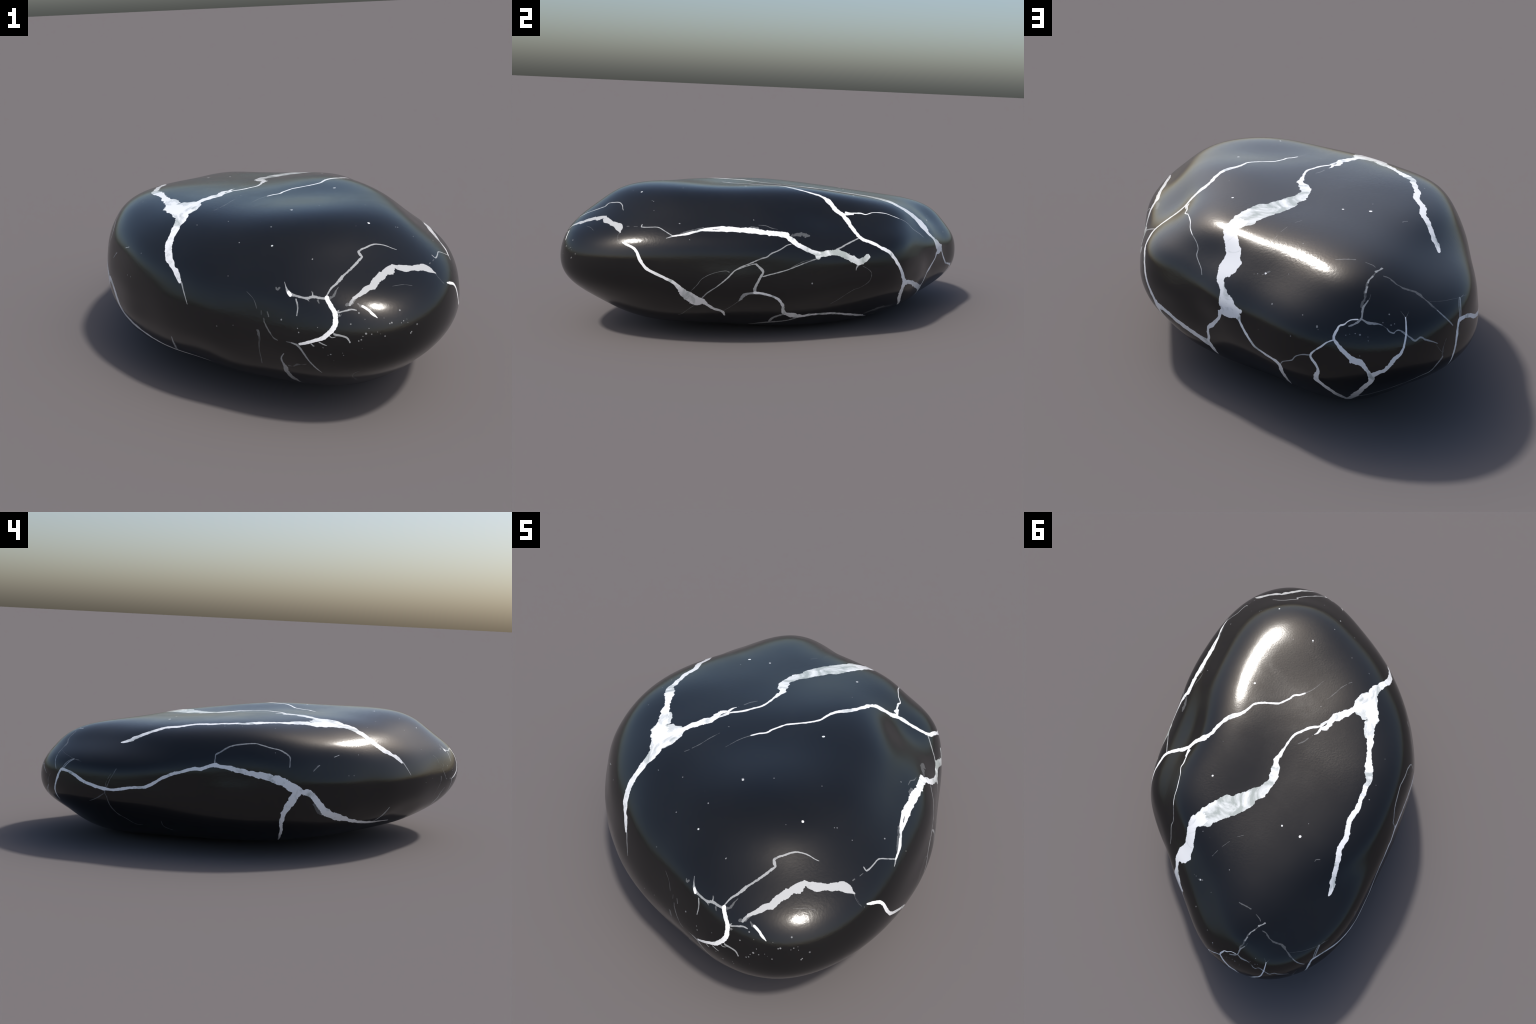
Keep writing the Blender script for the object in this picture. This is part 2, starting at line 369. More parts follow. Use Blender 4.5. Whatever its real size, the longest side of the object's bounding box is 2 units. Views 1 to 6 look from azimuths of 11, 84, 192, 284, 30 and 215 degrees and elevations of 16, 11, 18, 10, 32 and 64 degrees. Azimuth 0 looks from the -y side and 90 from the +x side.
        (164, 6.2, 13.3), (165.6, 9.7, 14.2), (168, 13, 14.2), (170.4, 15.6, 14.1), (173, 18.1, 14.1), (175.1, 18.7, 15),
        (176.8, 20.8, 12.4), (178.7, 22.4, 17.6), (-179.7, 21.9, 19.3), (-176.9, 21.1, 20.2), (-174, 19.9, 20.3), (-171.3, 18.6, 20.3),
        (-168.4, 17.2, 29.1), (-166.6, 17.1, 29), (-164.8, 15.4, 27.3), (-162.7, 14.1, 36.9), (-160.6, 11.9, 40.4), (-158.4, 8.8, 39.6),
        (-156.4, 6.3, 31), (-154.8, 5.1, 26.8), (-152.7, 3.7, 24.9), (-150.8, 0, 25), (-149.2, -4.6, 31.5), (-147.5, -10.4, 29.5),
        (-145.2, -15.5, 39.4), (-142, -18.5, 38.2), (-137.8, -22, 30.6), (-133.1, -25.3, 20), (-127.1, -28.6, 15.6), (-117.7, -31.7, 19.3),
        (-107.8, -33.5, 12.2), (-101.5, -33.9, 6.2),
    ]),
    (WHITE, [
        (-156.1, 5, 28.2), (-157.4, 1, 37.7), (-158.4, -3.5, 33), (-159.5, -8.1, 29.2), (-160.3, -13.7, 24.3), (-160.7, -19.4, 20.5),
        (-160.8, -25.2, 17.4), (-160.2, -31.6, 12.9), (-159.9, -38.1, 10.7), (-158.2, -50.2, 2.9),
    ]),
    (FAINT, [
        (-151.3, 4.6, 9.9), (-149.3, -1.9, 11.7), (-146.5, -9.5, 7.2),
    ]),
    (FAINT, [
        (-150.6, -6.4, 13.5), (-148.8, -13.1, 15.2), (-146.9, -16.8, 9.2),
    ]),
    (GREY, [
        (-116.8, -31.1, 9.6), (-115.5, -27, 11.9), (-114.5, -21.4, 11.3), (-113.9, -15.2, 4.7),
    ]),
    (GREY, [
        (178.5, 23.9, 6.2), (178.5, 27.4, 6.3), (178.5, 29.7, 7.4), (179.8, 32, 6.6), (-178.2, 35.5, 6.8), (-176.2, 37.2, 6.4),
        (-171.9, 39, 6.1), (-169.7, 39.3, 5.1), (-167.8, 38.5, 6), (-165, 37.3, 6), (-162.5, 36.5, 5.9), (-160.9, 35, 6.8),
        (-159.3, 32.3, 7.4), (-159.3, 28.1, 6.3), (-159.4, 24.9, 4),
    ]),
    (FAINT, [
        (154.3, 11.8, 4.9), (153.9, 7.5, 3.8), (153.4, 4, 3.8), (153.1, 0.5, 4.8), (152.7, -3.1, 5.7), (152.6, -5.1, 7),
        (153, -7.8, 6.2), (153, -12.8, 6.7), (152.9, -17.6, 6.9), (153, -21.9, 6.9), (153.8, -25.9, 7.8), (154.4, -30.8, 7),
        (156.3, -31.1, 3.5),
    ]),
    (FAINT, [
        (153.4, 8, 1.9), (152.7, 2.4, 2.9), (152.6, -1.1, 2.9),
    ]),
    (FAINT, [
        (152.3, -5.9, 5.4), (151, -8.7, 4.5), (149.3, -11.1, 3.8), (148.5, -11.8, 2.1),
    ]),
    (FAINT, [
        (163.3, -26.2, 3), (162.4, -32.1, 6), (163.2, -36, 9.6), (164.3, -41.3, 8.4),
    ]),
    (GREY, [
        (140.6, 7.2, 7.5), (141, 9.4, 7.8), (141.6, 12, 7), (142.2, 13.5, 5.8),
    ]),
    (FAINT, [
        (142.2, 13.5, 3.7), (143.8, 13.7, 2.1),
    ]),
    (FAINT, [
        (125.7, 29.4, 4.4), (126.9, 28.2, 7), (127.8, 26, 7.6), (128.5, 24.9, 3.4), (129.1, 23.8, 7.4), (130.6, 22.4, 8.2),
        (132, 20.9, 12.3), (132.8, 18.7, 10.4), (133.4, 17.1, 8.5), (134, 15.3, 9.1), (134.7, 13.3, 6.3),
    ]),
    (GREY, [
        (134.7, 13.3, 5.6), (135.6, 10.8, 6.1), (136.6, 8.3, 5.8), (137.7, 5.4, 4.6),
    ]),
    (WHITE, [
        (150.4, -2.4, 5.6), (144.3, 4.5, 7.6), (141.9, 5.9, 8), (140, 6.3, 10.8), (139.6, 5.3, 12.5), (139.2, 3.2, 12.1),
        (138.9, 0.5, 12.1), (138.4, -3.6, 9.7), (137.9, -8.4, 8.9), (137.8, -12.4, 7.3), (137.7, -15.3, 1.2),
    ]),
    (GREY, [
        (137.7, -15.3, 1), (135.8, -16.6, 0.8), (130.2, -20.8, 0.6),
    ]),
    (GREY, [
        (140.1, 6.9, 5.9), (140.5, 10, 4.1), (141.2, 12.5, 2.6), (142.1, 14, 1.9),
    ]),
    (FAINT, [
        (133.9, 17, 1), (137.1, 15.5, 1), (139.6, 14.7, 0.9), (141.9, 13.8, 0.9), (144.8, 13, 0.9),
    ]),
    (GREY, [
        (126.3, 32, 9.3), (125.3, 31.6, 4.7), (124.4, 31.4, 9.1),
    ]),
    (GREY, [
        (123.1, 30, 7.1), (122.2, 29.3, 3.5), (121.5, 28.2, 7.4),
    ]),
    (FAINT, [
        (124.4, 31.4, 5.7), (123.1, 30, 5.8), (121.5, 28.5, 7.9), (120.8, 26.4, 9.9), (120.2, 24.5, 9.9), (119.9, 22.5, 10.9),
        (119.2, 20.9, 12), (118.9, 19.6, 8.2),
    ]),
    (GREY, [
        (121, 26.7, 5), (120.4, 24.8, 6),
    ]),
    (GREY, [
        (120.5, 21.8, 3.9), (119.8, 20.5, 6.6), (119.1, 18.9, 8.2), (118.8, 16.8, 7.1), (118.5, 15.1, 7.6), (117.4, 13.3, 7.7),
        (115.8, 12, 4.4),
    ]),
    (FAINT, [
        (121.3, 24, 1.1), (120.9, 22.4, 2.7), (120.5, 21.8, 3.9),
    ]),
    (WHITE, [
        (117.8, 14.7, 3.3), (116.5, 14.6, 3.1), (115.6, 13.8, 3.3), (114.9, 12.7, 5), (113.9, 12.1, 6.7), (113.4, 10.6, 7.2),
        (112.7, 8.2, 7.7), (112.5, 6.3, 8.9), (113.1, 4.4, 12.2), (113.7, 2.4, 11.7), (114.6, 0.5, 12.4), (115.6, -1.9, 13.2),
        (116.7, -3.5, 16.5), (117.5, -3.8, 18.7), (118.2, -5.5, 14.3), (119, -7.8, 10.3), (119.6, -10.2, 14.5), (120, -11.3, 18.3),
    ]),
    (WHITE, [
        (115.8, -2.3, 8.1), (115.7, -4.1, 6),
    ]),
    (GREY, [
        (118.5, 14.9, 5.5), (119.3, 13.6, 6.1), (119.8, 13.1, 8.9), (120.9, 12.9, 8.9), (121.7, 12.6, 3.9), (122.4, 12, 1.7),
    ]),
    (FAINT, [
        (122.4, 12, 1.7), (123.2, 10.5, 2.2),
    ]),
    (GREY, [
        (123.2, 10.5, 3.9), (123.6, 9.2, 5), (124.3, 8.6, 4.9), (124.7, 9.2, 1.6), (125.3, 9.6, 4.4), (126.1, 8.7, 5.7),
        (126.7, 7.4, 6.8), (127.5, 5.9, 5.6), (128.3, 4.4, 6.5), (129.5, 5.4, 5.5), (130.4, 4, 6.6), (131.8, 2.5, 5),
        (133.3, 0.6, 2.5),
    ]),
    (WHITE, [
        (127.3, 13.8, 2.9), (127, 10.8, 4.1), (126.7, 7.8, 5.8), (126.2, 4.3, 7), (125.8, 1.8, 8.3), (125.2, -0.4, 10.8),
        (124.1, -2.3, 12.1), (123.3, -5.1, 13.7), (122.4, -7.8, 15.6), (121.2, -8.9, 17.6), (120.1, -10.7, 20.3),
    ]),
    (FAINT, [
        (126.7, 16.3, 1), (127.3, 13.8, 2.5),
    ]),
    (FAINT, [
        (128.4, 15.7, 0.8), (127.4, 13.7, 1.9),
    ]),
    (WHITE, [
        (120, -11.8, 16.8), (120.1, -14.7, 16.5), (119.3, -18.2, 18.3), (118.7, -22.7, 22.4), (118.4, -28.7, 25.3), (117.7, -34.7, 25.7),
    ]),
    (WHITE, [
        (117.3, -33.8, 19.2), (114.7, -29.3, 21.8), (112.6, -24.6, 15.6), (110.4, -20, 16.1), (109.1, -17.3, 16.5), (108.8, -14.6, 17.4),
        (109.2, -10.4, 9.1), (108.4, -6.9, 8.6), (107.5, -3.7, 7.4), (108.2, -0.8, 5.5), (109.9, 2.3, 4.9), (111, 4.4, 4.3),
        (112.4, 5.8, 4.9),
    ]),
    (GREY, [
        (107.5, -3.3, 4.5), (107.5, -3.2, 4.2), (106.1, -3.6, 3.5), (105.1, -4.4, 3.1), (104, -6.1, 3.3), (103.2, -8.8, 3.4),
        (100.9, -11.8, 3.5), (100.2, -14.5, 4),
    ]),
    (GREY, [
        (119.2, -29.6, 8.8), (121.4, -28.6, 6.6), (124.7, -24.2, 5.8), (127.5, -18.9, 5.7), (130.6, -14.6, 6.4), (132.4, -13.4, 7.2),
        (133.5, -9.9, 7.7), (134.7, -6.8, 6.8),
    ]),
    (FAINT, [
        (134.7, -6.8, 5.9), (134.6, -4.1, 8.3), (134.9, -1.4, 3.8), (135.6, 1.2, 1.9),
    ]),
    (GREY, [
        (103.2, -37.1, 0.6), (109.5, -36.3, 0.9), (111.6, -36.9, 0.9), (115.6, -40, 0), (117.3, -37.4, 1.3),
    ]),
    (FAINT, [
        (132.9, 0.4, 1.3), (133.7, -2.2, 1.2), (134.4, -4.2, 1.8),
    ]),
    (FAINT, [
        (115.8, 37.5, 4.9), (118.9, 37.1, 8.1), (120.8, 36.6, 5.6),
    ]),
    (FAINT, [
        (123, 35.1, 3.2), (124.4, 33.7, 5.7), (124.8, 32.8, 3.2),
    ]),
    (FAINT, [
        (107.6, 56.5, 2.2), (104.1, 55.6, 2.6),
    ]),
    (FAINT, [
        (100.5, 53.5, 2.2), (97.9, 51.1, 2.2),
    ]),
    (FAINT, [
        (96.5, 49.2, 2.6), (95.4, 46.8, 2.7), (95.1, 46.2, 3.1),
    ]),
    (FAINT, [
        (-109, 62.2, 6), (-108, 63.2, 2.3),
    ]),
    (FAINT, [
        (-107.8, 63.9, 2.9), (-107, 65.9, 4.1), (-107.3, 68.4, 4.7), (-106.9, 71.2, 2.1),
    ]),
    (WHITE, [
        (-138, 75.9, 14.4), (-144.5, 77.1, 8.3), (-146.2, 78.1, 4.6),
    ]),
    (FAINT, [
        (-152.2, 80.1, 6.1), (-160.2, 81.6, 6.7), (-167.6, 83.2, 3.1),
    ]),
    (WHITE, [
        (-131.8, 72.6, 8), (-131.8, 74.1, 7.9), (-132.9, 75.9, 10.3),
    ]),
    (WHITE, [
        (-23.3, 29.6, 2.4), (-14.1, 32.8, 28.1), (-9.3, 32.3, 27.4), (-2.1, 31.9, 25.2),
    ]),
    (GREY, [
        (-142.7, 33.8, 2.7), (-140.4, 35.3, 4.5),
    ]),
    (GREY, [
        (-151.4, 22.6, 1.8), (-149.5, 26.6, 4.5), (-148.9, 27.4, 3.6),
    ]),
    (FAINT, [
        (146, 44.8, 2.1), (146.5, 45.2, 2.9), (148.1, 44.7, 3.7),
    ]),
    (FAINT, [
        (-75.7, 28.8, 4.1), (-75.6, 27.9, 4.1),
    ]),
    (FAINT, [
        (-75.3, 27.9, 5.7), (-74.9, 28.6, 7.1),
    ]),
    (FAINT, [
        (-151.4, 23.2, 2.5), (-149.5, 27.1, 5.7),
    ]),
    (FAINT, [
        (95.7, 32.6, 5.1), (93.3, 30.7, 8.9),
    ]),
    (GREY, [
        (-67.5, 24.7, 6), (-67.5, 26, 2.7), (-67.6, 26.9, 0.8),
    ]),
    (GREY, [
        (-69.2, 24.4, 3.8), (-68.4, 23, 1.3),
    ]),
    (FAINT, [
        (-63.6, 16.9, 5.3), (-62.7, 16.5, 3.2), (-62.4, 17.3, 1.6),
    ]),
    (GREY, [
        (-63.1, 18.3, 5.4), (-62.7, 19, 2.2),
    ]),
    (GREY, [
        (-68.8, 4.4, 4.4), (-68.2, 2.9, 5.2), (-68, 2.9, 1.9),
    ]),
    (GREY, [
        (-65.1, 8.4, 4.5), (-64.6, 7.4, 3.3), (-63.9, 7.8, 1.4),
    ]),
    (FAINT, [
        (-66.6, 23.2, 5.4), (-66.4, 22.1, 2.7),
    ]),
    (FAINT, [
        (-66.3, 6.8, 6.8), (-67.3, 7.1, 3.9), (-68, 6.3, 2.2),
    ]),
]

# small white specks: longitude, latitude, size in millimetres
BRIGHT_FLECKS = [
    (-26.2, 67, 12.2), (-67.2, 58.7, 9), (132.1, 59.1, 8.4), (142, 54, 12.3), (54.8, 64.8, 8.7), (94.4, 31.4, 8.2),
    (-76.3, 45, 7.2), (-47.5, 46.6, 8.5),
]
DIM_FLECKS = [
    (27.5, 69.4, 3.6), (-39.9, 53.4, 3.7), (-76.4, 52.3, 6.6), (-95.3, 56.6, 3.5), (-110.6, 54.3, 2.8), (-109.4, 74, 3.3),
    (-147.8, 78.7, 3.1), (-80.3, 55, 2.2), (91.5, 30.9, 4.4), (90.2, 30.6, 3), (97.6, 17.5, 4.3), (102.9, 4.4, 3.6),
    (105.9, 15.3, 5), (93.7, 1.7, 2.3), (109.1, 11.2, 6.6), (109.3, 9.8, 3.3), (124.2, 15.8, 5), (124.1, 11.8, 5.5),
    (124.8, 12.1, 4.4), (122.6, 13, 4.1), (117.8, 8.5, 6), (116.9, 9, 3.8), (115.8, 8.7, 2.7), (115, 8.2, 3.3),
    (119.3, 7.6, 3), (119.3, 6, 3.6), (117.5, -0.8, 3), (-67.3, 58.9, 11.1), (-55.2, 58.4, 7.4), (-76.3, 52.2, 6.1),
    (-95.1, 56.5, 4.6), (-76.3, 45, 5.8), (-108.6, 74.1, 6.2), (-110.2, 54.3, 3.7), (-66, 38.3, 5.3), (-87.4, 47.3, 4.5),
    (-39.7, 42.3, 4.6), (-51.7, 46.7, 2.8), (-37, 37.5, 3.2), (-29.1, 32.3, 5.9), (-24.9, 23.8, 2.6), (-51.4, 16.1, 5.1),
    (-53.8, 11.8, 6.2), (-53.4, 12, 6.2), (-48.4, 9.3, 5.5), (-49.7, 6.8, 4.1), (-49.9, 6.2, 4.1), (-51.6, 11.3, 3.4),
    (-51.1, 11.9, 4.4), (-50.4, 12.3, 3.1), (-38, 18.4, 2.5), (-50.3, 10.9, 2.7), (-59.7, 5.8, 4.3), (-59.2, 6.3, 5.9),
    (-58.9, 7.7, 3.8), (-58.3, 8.9, 6.4), (-57.3, 8.4, 3.5), (-54.9, 7, 5.4), (-55.7, 8.2, 1.9), (-56.2, 9.1, 3.2),
    (-68.3, 3.1, 6.5), (-66.3, 2.3, 4.3), (-64.8, -1, 6.5), (-65.3, -1.6, 2.5), (-62.6, 0, 2.4), (-62.4, -1.2, 3.5),
    (-64.1, -4.6, 2.5), (-59.1, 2.3, 1.9), (-60.9, 13.2, 4.3), (-57.7, 10.9, 3.5), (-58.2, 14.7, 3), (-51.4, 16.1, 3.8),
    (-54.7, 14.3, 2.4), (-59.1, 17.3, 4.8), (-62.8, 17, 5.4), (-71.1, 9.1, 4.4), (-71.3, 11, 3.3), (-74.8, 14.5, 4.9),
    (-67.2, 11.9, 2.4), (-65.9, 38.5, 3.1), (-48.4, 9.3, 4.4), (-49.9, 6.4, 4.9), (-93.1, 5.4, 3.8), (-87.8, 7.9, 3.1),
    (-74.8, 14.5, 5.2), (-89.8, 33.3, 3.4), (-93.7, 33.3, 1.4), (-71.1, 9, 3.8), (-47.6, 46.6, 6.5), (-40.3, 42.6, 3.8),
    (-29, 32.3, 6.2), (-25, 23.9, 3.7), (-12.5, 40.1, 5.5), (5.6, -5.9, 7.6), (-137.4, 19.2, 4.1), (-135.1, 19.3, 5),
    (-131.2, 35.7, 4.1), (-163.9, 34.4, 4), (-175.7, 51.1, 5.2), (177.6, 50.1, 6), (-162.9, 51.8, 3.5), (148.1, 56.7, 3.8),
    (82, 51.4, 4.7), (87.9, 51.4, 4.2), (107, 45.2, 5), (97.6, 17.8, 4.7), (102.1, 32, 3.4), (109.1, 10.9, 6.8),
]

# ----------------------------------------------------------------------------
# the surface: point on the stone in a given direction
# ----------------------------------------------------------------------------
def swell(u):
    """Radius factor for unit directions u: the blended facets plus a sum of smooth
    standing waves (order m around the long y axis, degree l along it)."""
    x, y, z = u[:, 0], u[:, 1], u[:, 2]
    reach = np.zeros(len(u))
    for lon, lat, distance in FACETS:
        reach += np.maximum(u @ from_angles(lon, lat) / distance, 0.0) ** EDGE_CRISPNESS
    total = reach ** (-1.0 / EDGE_CRISPNESS)
    cos_m, sin_m = np.ones(len(u)), np.zeros(len(u))
    double = 1.0
    for m, (cos_amps, sin_amps) in enumerate(SWELLS):
        if m:
            cos_m, sin_m = cos_m * x - sin_m * z, sin_m * x + cos_m * z
            double *= 2 * m - 1
        below, here = np.zeros(len(u)), np.ones(len(u))
        along_c, along_s = np.zeros(len(u)), np.zeros(len(u))
        for k in range(len(cos_amps)):
            l = m + k
            if k:
                below, here = here, ((2 * l - 1) * y * here - (l + m - 1) * below) / k
            scale = double * math.sqrt((2 * l + 1) * math.factorial(l - m) / math.factorial(l + m))
            along_c += scale * cos_amps[k] * here
            if m:
                along_s += scale * sin_amps[k] * here
        total += along_c * cos_m + along_s * sin_m
    return total


def surface(u):
    out = np.empty_like(u)
    for i in range(0, len(u), 16384):        # blocks that fit the cache
        block = u[i:i + 16384]
        out[i:i + 16384] = CENTRE + HALF_AXES * block * swell(block)[:, None]
    return out


def unit(v):
    return v / np.linalg.norm(v, axis=-1, keepdims=True)


def surface_normals(u):
    helper = np.where(np.abs(u[:, 2:3]) < 0.9, [[0.0, 0.0, 1.0]], [[1.0, 0.0, 0.0]])
    a = unit(np.cross(helper, u))
    b = np.cross(u, a)
    h = 5e-4
    p = surface(u)
    n = np.cross(surface(unit(u + h * a)) - p, surface(unit(u + h * b)) - p)
    return unit(n)


def from_angles(lon, lat):
    lon, lat = np.radians(lon), np.radians(lat)
    return np.stack([np.cos(lat) * np.cos(lon), np.cos(lat) * np.sin(lon), np.sin(lat)], -1)


# ----------------------------------------------------------------------------
# noise used for the ragged vein edges
# ----------------------------------------------------------------------------
def noise(p, seed):
    """Smooth value noise in -1..1."""
    cell = np.floor(p).astype(np.int64)
    f = p - cell
    f = f * f * (3 - 2 * f)
    out = np.zeros(len(p))
    for dx in (0, 1):
        for dy in (0, 1):
            for dz in (0, 1):
                h = (cell[:, 0] + dx) * 73856093 ^ (cell[:, 1] + dy) * 19349663 ^ (cell[:, 2] + dz) * 83492791 ^ seed * 2654435
                h = (h ^ (h >> 13)) * 1274126177 & 0x7FFFFFFF
                h = (h ^ (h >> 16)) & 0xFFFF
                w = (f[:, 0] if dx else 1 - f[:, 0]) * (f[:, 1] if dy else 1 - f[:, 1]) * (f[:, 2] if dz else 1 - f[:, 2])
                out += w * (h / 32767.5 - 1)
    return out


# ----------------------------------------------------------------------------
# veins: each is a curve over the surface with a changing width
# ----------------------------------------------------------------------------
def vein_spine(points):
    """Smooth curve through (longitude, latitude, width mm) control points, laid
    on the surface and sampled every few millimetres."""
    pts = np.array(points, float)
    pos = surface(from_angles(pts[:, 0], pts[:, 1]))
    half = pts[:, 2] * 0.0005
    spine, widths = [], []
    for i in range(len(pos) - 1):
        p0, p1, p2, p3 = pos[max(i - 1, 0)], pos[i], pos[i + 1], pos[min(i + 2, len(pos) - 1)]
        gap = np.linalg.norm(p2 - p1)
        m1 = 0.5 * (p2 - p0) * min(1.0, 2 * gap / (np.linalg.norm(p2 - p0) + 1e-9))
        m2 = 0.5 * (p3 - p1) * min(1.0, 2 * gap / (np.linalg.norm(p3 - p1) + 1e-9))
        steps = max(2, int(gap / 0.006) + 1)
        for t in np.arange(steps) / steps:
            spine.append((2 * t**3 - 3 * t**2 + 1) * p1 + (t**3 - 2 * t**2 + t) * m1 + (3 * t**2 - 2 * t**3) * p2 + (t**3 - t**2) * m2)
            widths.append(half[i] + (half[i + 1] - half[i]) * t)
    spine.append(pos[-1])
    widths.append(half[-1])
    spine = np.array(spine)
    return surface(unit((spine - CENTRE) / HALF_AXES)), np.array(widths)


class Pattern:
    """Signed distance to the vein edges (negative inside a vein)."""

    FAR = 0.03

    def __init__(self):
        self.items = []
        for k, (tone, points) in enumerate(VEINS):
            spine, half = vein_spine(points)
            self.items.append((k, tone, spine, half))
        # where traces cross, the brighter calcite lies over the fainter one
        self.items.sort(key=lambda item: (FAINT, GREY, PALE, CLOUDY, WHITE).index(item[1]))
        self.flecks = []
        for k, group in enumerate((BRIGHT_FLECKS, DIM_FLECKS)):
            for pos, (_, _, size) in zip(surface(from_angles(*np.array(group)[:, :2].T)), group):
                self.flecks.append((len(VEINS) + k, pos, size * 0.00044))

    def ragged(self, p, half, tone):
        coarse, fine = noise(p * 55.0, 3), noise(p * 190.0, 7)
        splinter = noise(p * 420.0, 9)
        if tone == FAINT:   # beaded, broken traces
            return 0.9 * half * (0.9 + 0.45 * coarse + 0.45 * fine + 0.2 * splinter)
        if tone == GREY:
            return 0.9 * half * (0.98 + 0.2 * coarse + 0.3 * fine + 0.2 * splinter)
        rough = np.minimum(half * 0.3, 0.0042)
        return half * (1.0 + 0.10 * coarse) + rough * (0.8 * coarse + 0.55 * fine + 0.25 * splinter)

    def field(self, p):
        s = np.full(len(p), self.FAR)
        owner = np.full(len(p), -1)
        by_y = np.argsort(p[:, 1])
        sorted_y = p[by_y, 1]

        def within(low, high):
            cand = by_y[np.searchsorted(sorted_y, low[1]):np.searchsorted(sorted_y, high[1])]
            q = p[cand]
            return cand[(q[:, 0] > low[0]) & (q[:, 0] < high[0]) & (q[:, 2] > low[2]) & (q[:, 2] < high[2])]

        for k, tone, spine, half in self.items:
            reach = half.max() * 1.4 + 0.016
            for lo in range(0, len(spine) - 1, 12):      # short runs keep the boxes small
                run, hw = spine[lo:lo + 13], half[lo:lo + 13]
                sub = within(run.min(0) - reach, run.max(0) + reach)
                if not len(sub):
                    continue
                q = p[sub]
                a, d = run[:-1], np.diff(run, axis=0)
                rel = q[:, None] - a[None]
                t = np.clip((rel * d).sum(2) / ((d * d).sum(1) + 1e-12), 0, 1)
                dist = np.linalg.norm(rel - t[..., None] * d, axis=2)
                width = hw[:-1] + (hw[1:] - hw[:-1]) * t
                best = (dist - width).argmin(1)
                row = np.arange(len(q))
                value = dist[row, best] - self.ragged(q, width[row, best], tone)
                better = (value < s[sub]) | (value < 0)
                owner[sub[better]] = k
                s[sub] = np.minimum(s[sub], value)
        for k, c, r in self.flecks:
            sub = within(c - r - 0.016, c + r + 0.016)
            if len(sub):
                q = p[sub]
                value = np.linalg.norm(q - c, axis=1) - r * (1 + 0.45 * noise(q * 130.0, 5))
                better = value < s[sub]
                s[sub[better]], owner[sub[better]] = value[better], k
        return s, owner


# ----------------------------------------------------------------------------
# one closed fine mesh, refined along the vein edges and then cut there
# ----------------------------------------------------------------------------
def edge_table(tris):
    pairs = np.sort(np.stack([tris, np.roll(tris, -1, 1)], 2).reshape(-1, 2), 1)
    code = pairs[:, 0].astype(np.int64) << 32 | pairs[:, 1]
    code, inverse = np.unique(code, return_inverse=True)
    return np.stack([code >> 32, code & 0xFFFFFFFF], 1), inverse.reshape(-1, 3)


def refine(u, p, s, owner, tris, pattern, shortest):
    edges, of_tri = edge_table(tris)
    length = np.linalg.norm(p[edges[:, 0]] - p[edges[:, 1]], axis=1)
    near = np.abs(s[edges]).min(1) < 1.1 * length
    mark = near & (length > shortest)
    new = unit(u[edges[mark, 0]] + u[edges[mark, 1]])
    q = surface(new)
    qs, qo = pattern.field(q)
    mid = np.full(len(edges), -1)
    mid[mark] = len(u) + np.arange(mark.sum())
    m = mid[of_tri]
    count = (m >= 0).sum(1)
    keep = [tris[count == 0]]
    for n in (1, 2, 3):
        sel = count == n
        t, e = tris[sel], m[sel]
        if n == 1:
            r = (e >= 0).argmax(1)
        elif n == 2:
            r = ((e < 0).argmax(1) + 1) % 3
        else:
            r = np.zeros(len(t), int)
        row = np.arange(len(t))
        a, b, c = (t[row, (r + k) % 3] for k in range(3))
        ab, bc, ca = (e[row, (r + k) % 3] for k in range(3))
        if n == 1:
            keep += [np.stack([a, ab, c], 1), np.stack([ab, b, c], 1)]
        elif n == 2:
            keep += [np.stack([ab, b, bc], 1), np.stack([a, ab, bc], 1), np.stack([a, bc, c], 1)]
        else:
            keep += [np.stack([a, ab, ca], 1), np.stack([ab, b, bc], 1), np.stack([ca, bc, c], 1), np.stack([ab, bc, ca], 1)]
    return np.vstack([u, new]), np.vstack([p, q]), np.r_[s, qs], np.r_[owner, qo], np.vstack(keep)


def cut(u, s, owner, tris):
    """Split the triangles along s = 0; returns directions, triangles and the
    owner of each triangle (-1 for the black body)."""
    inside = s < 0
    n_in = inside[tris].sum(1)
    edges, of_tri = edge_table(tris)
    cross = inside[edges[:, 0]] != inside[edges[:, 1]]
    sa, sb = s[edges[cross, 0]], s[edges[cross, 1]]
    t = np.clip(sa / (sa - sb), 0.04, 0.96)[:, None]
    new = unit(u[edges[cross, 0]] * (1 - t) + u[edges[cross, 1]] * t)
    at = np.full(len(edges), -1)
    at[cross] = len(u) + np.arange(cross.sum())
    m = at[of_tri]
    who = owner[tris[np.arange(len(tris)), s[tris].argmin(1)]]
    out, own = [tris[n_in == 0], tris[n_in == 3]], [np.full((n_in == 0).sum(), -1), who[n_in == 3]]
    for n in (1, 2):
        sel = n_in == n
        tt, e, w = tris[sel], m[sel], who[sel]
        lone = (inside[tt] if n == 1 else ~inside[tt]).argmax(1)
        row = np.arange(len(tt))
        a, b, c = (tt[row, (lone + k) % 3] for k in range(3))
        ab, ca = e[row, lone], e[row, (lone + 2) % 3]
        body = np.full(len(tt), -1)
        out += [np.stack([a, ab, ca], 1), np.stack([ab, b, c], 1), np.stack([ab, c, ca], 1)]
        own += [w, body, body] if n == 1 else [body, w, w]
    return np.vstack([u, new]), np.vstack(out), np.concatenate(own)


# ----------------------------------------------------------------------------
# materials
# ----------------------------------------------------------------------------
def new_material(name):
    mat = bpy.data.materials.new(name)
    mat.use_nodes = True
    tree = mat.node_tree
    return mat, tree, tree.nodes["Principled BSDF"]


def node(tree, kind, **values):
    n = tree.nodes.new(kind)
    for key, value in values.items():
        if key in n.inputs:
            n.inputs[key].default_value = value
        else:
            setattr(n, key, value)
    return n


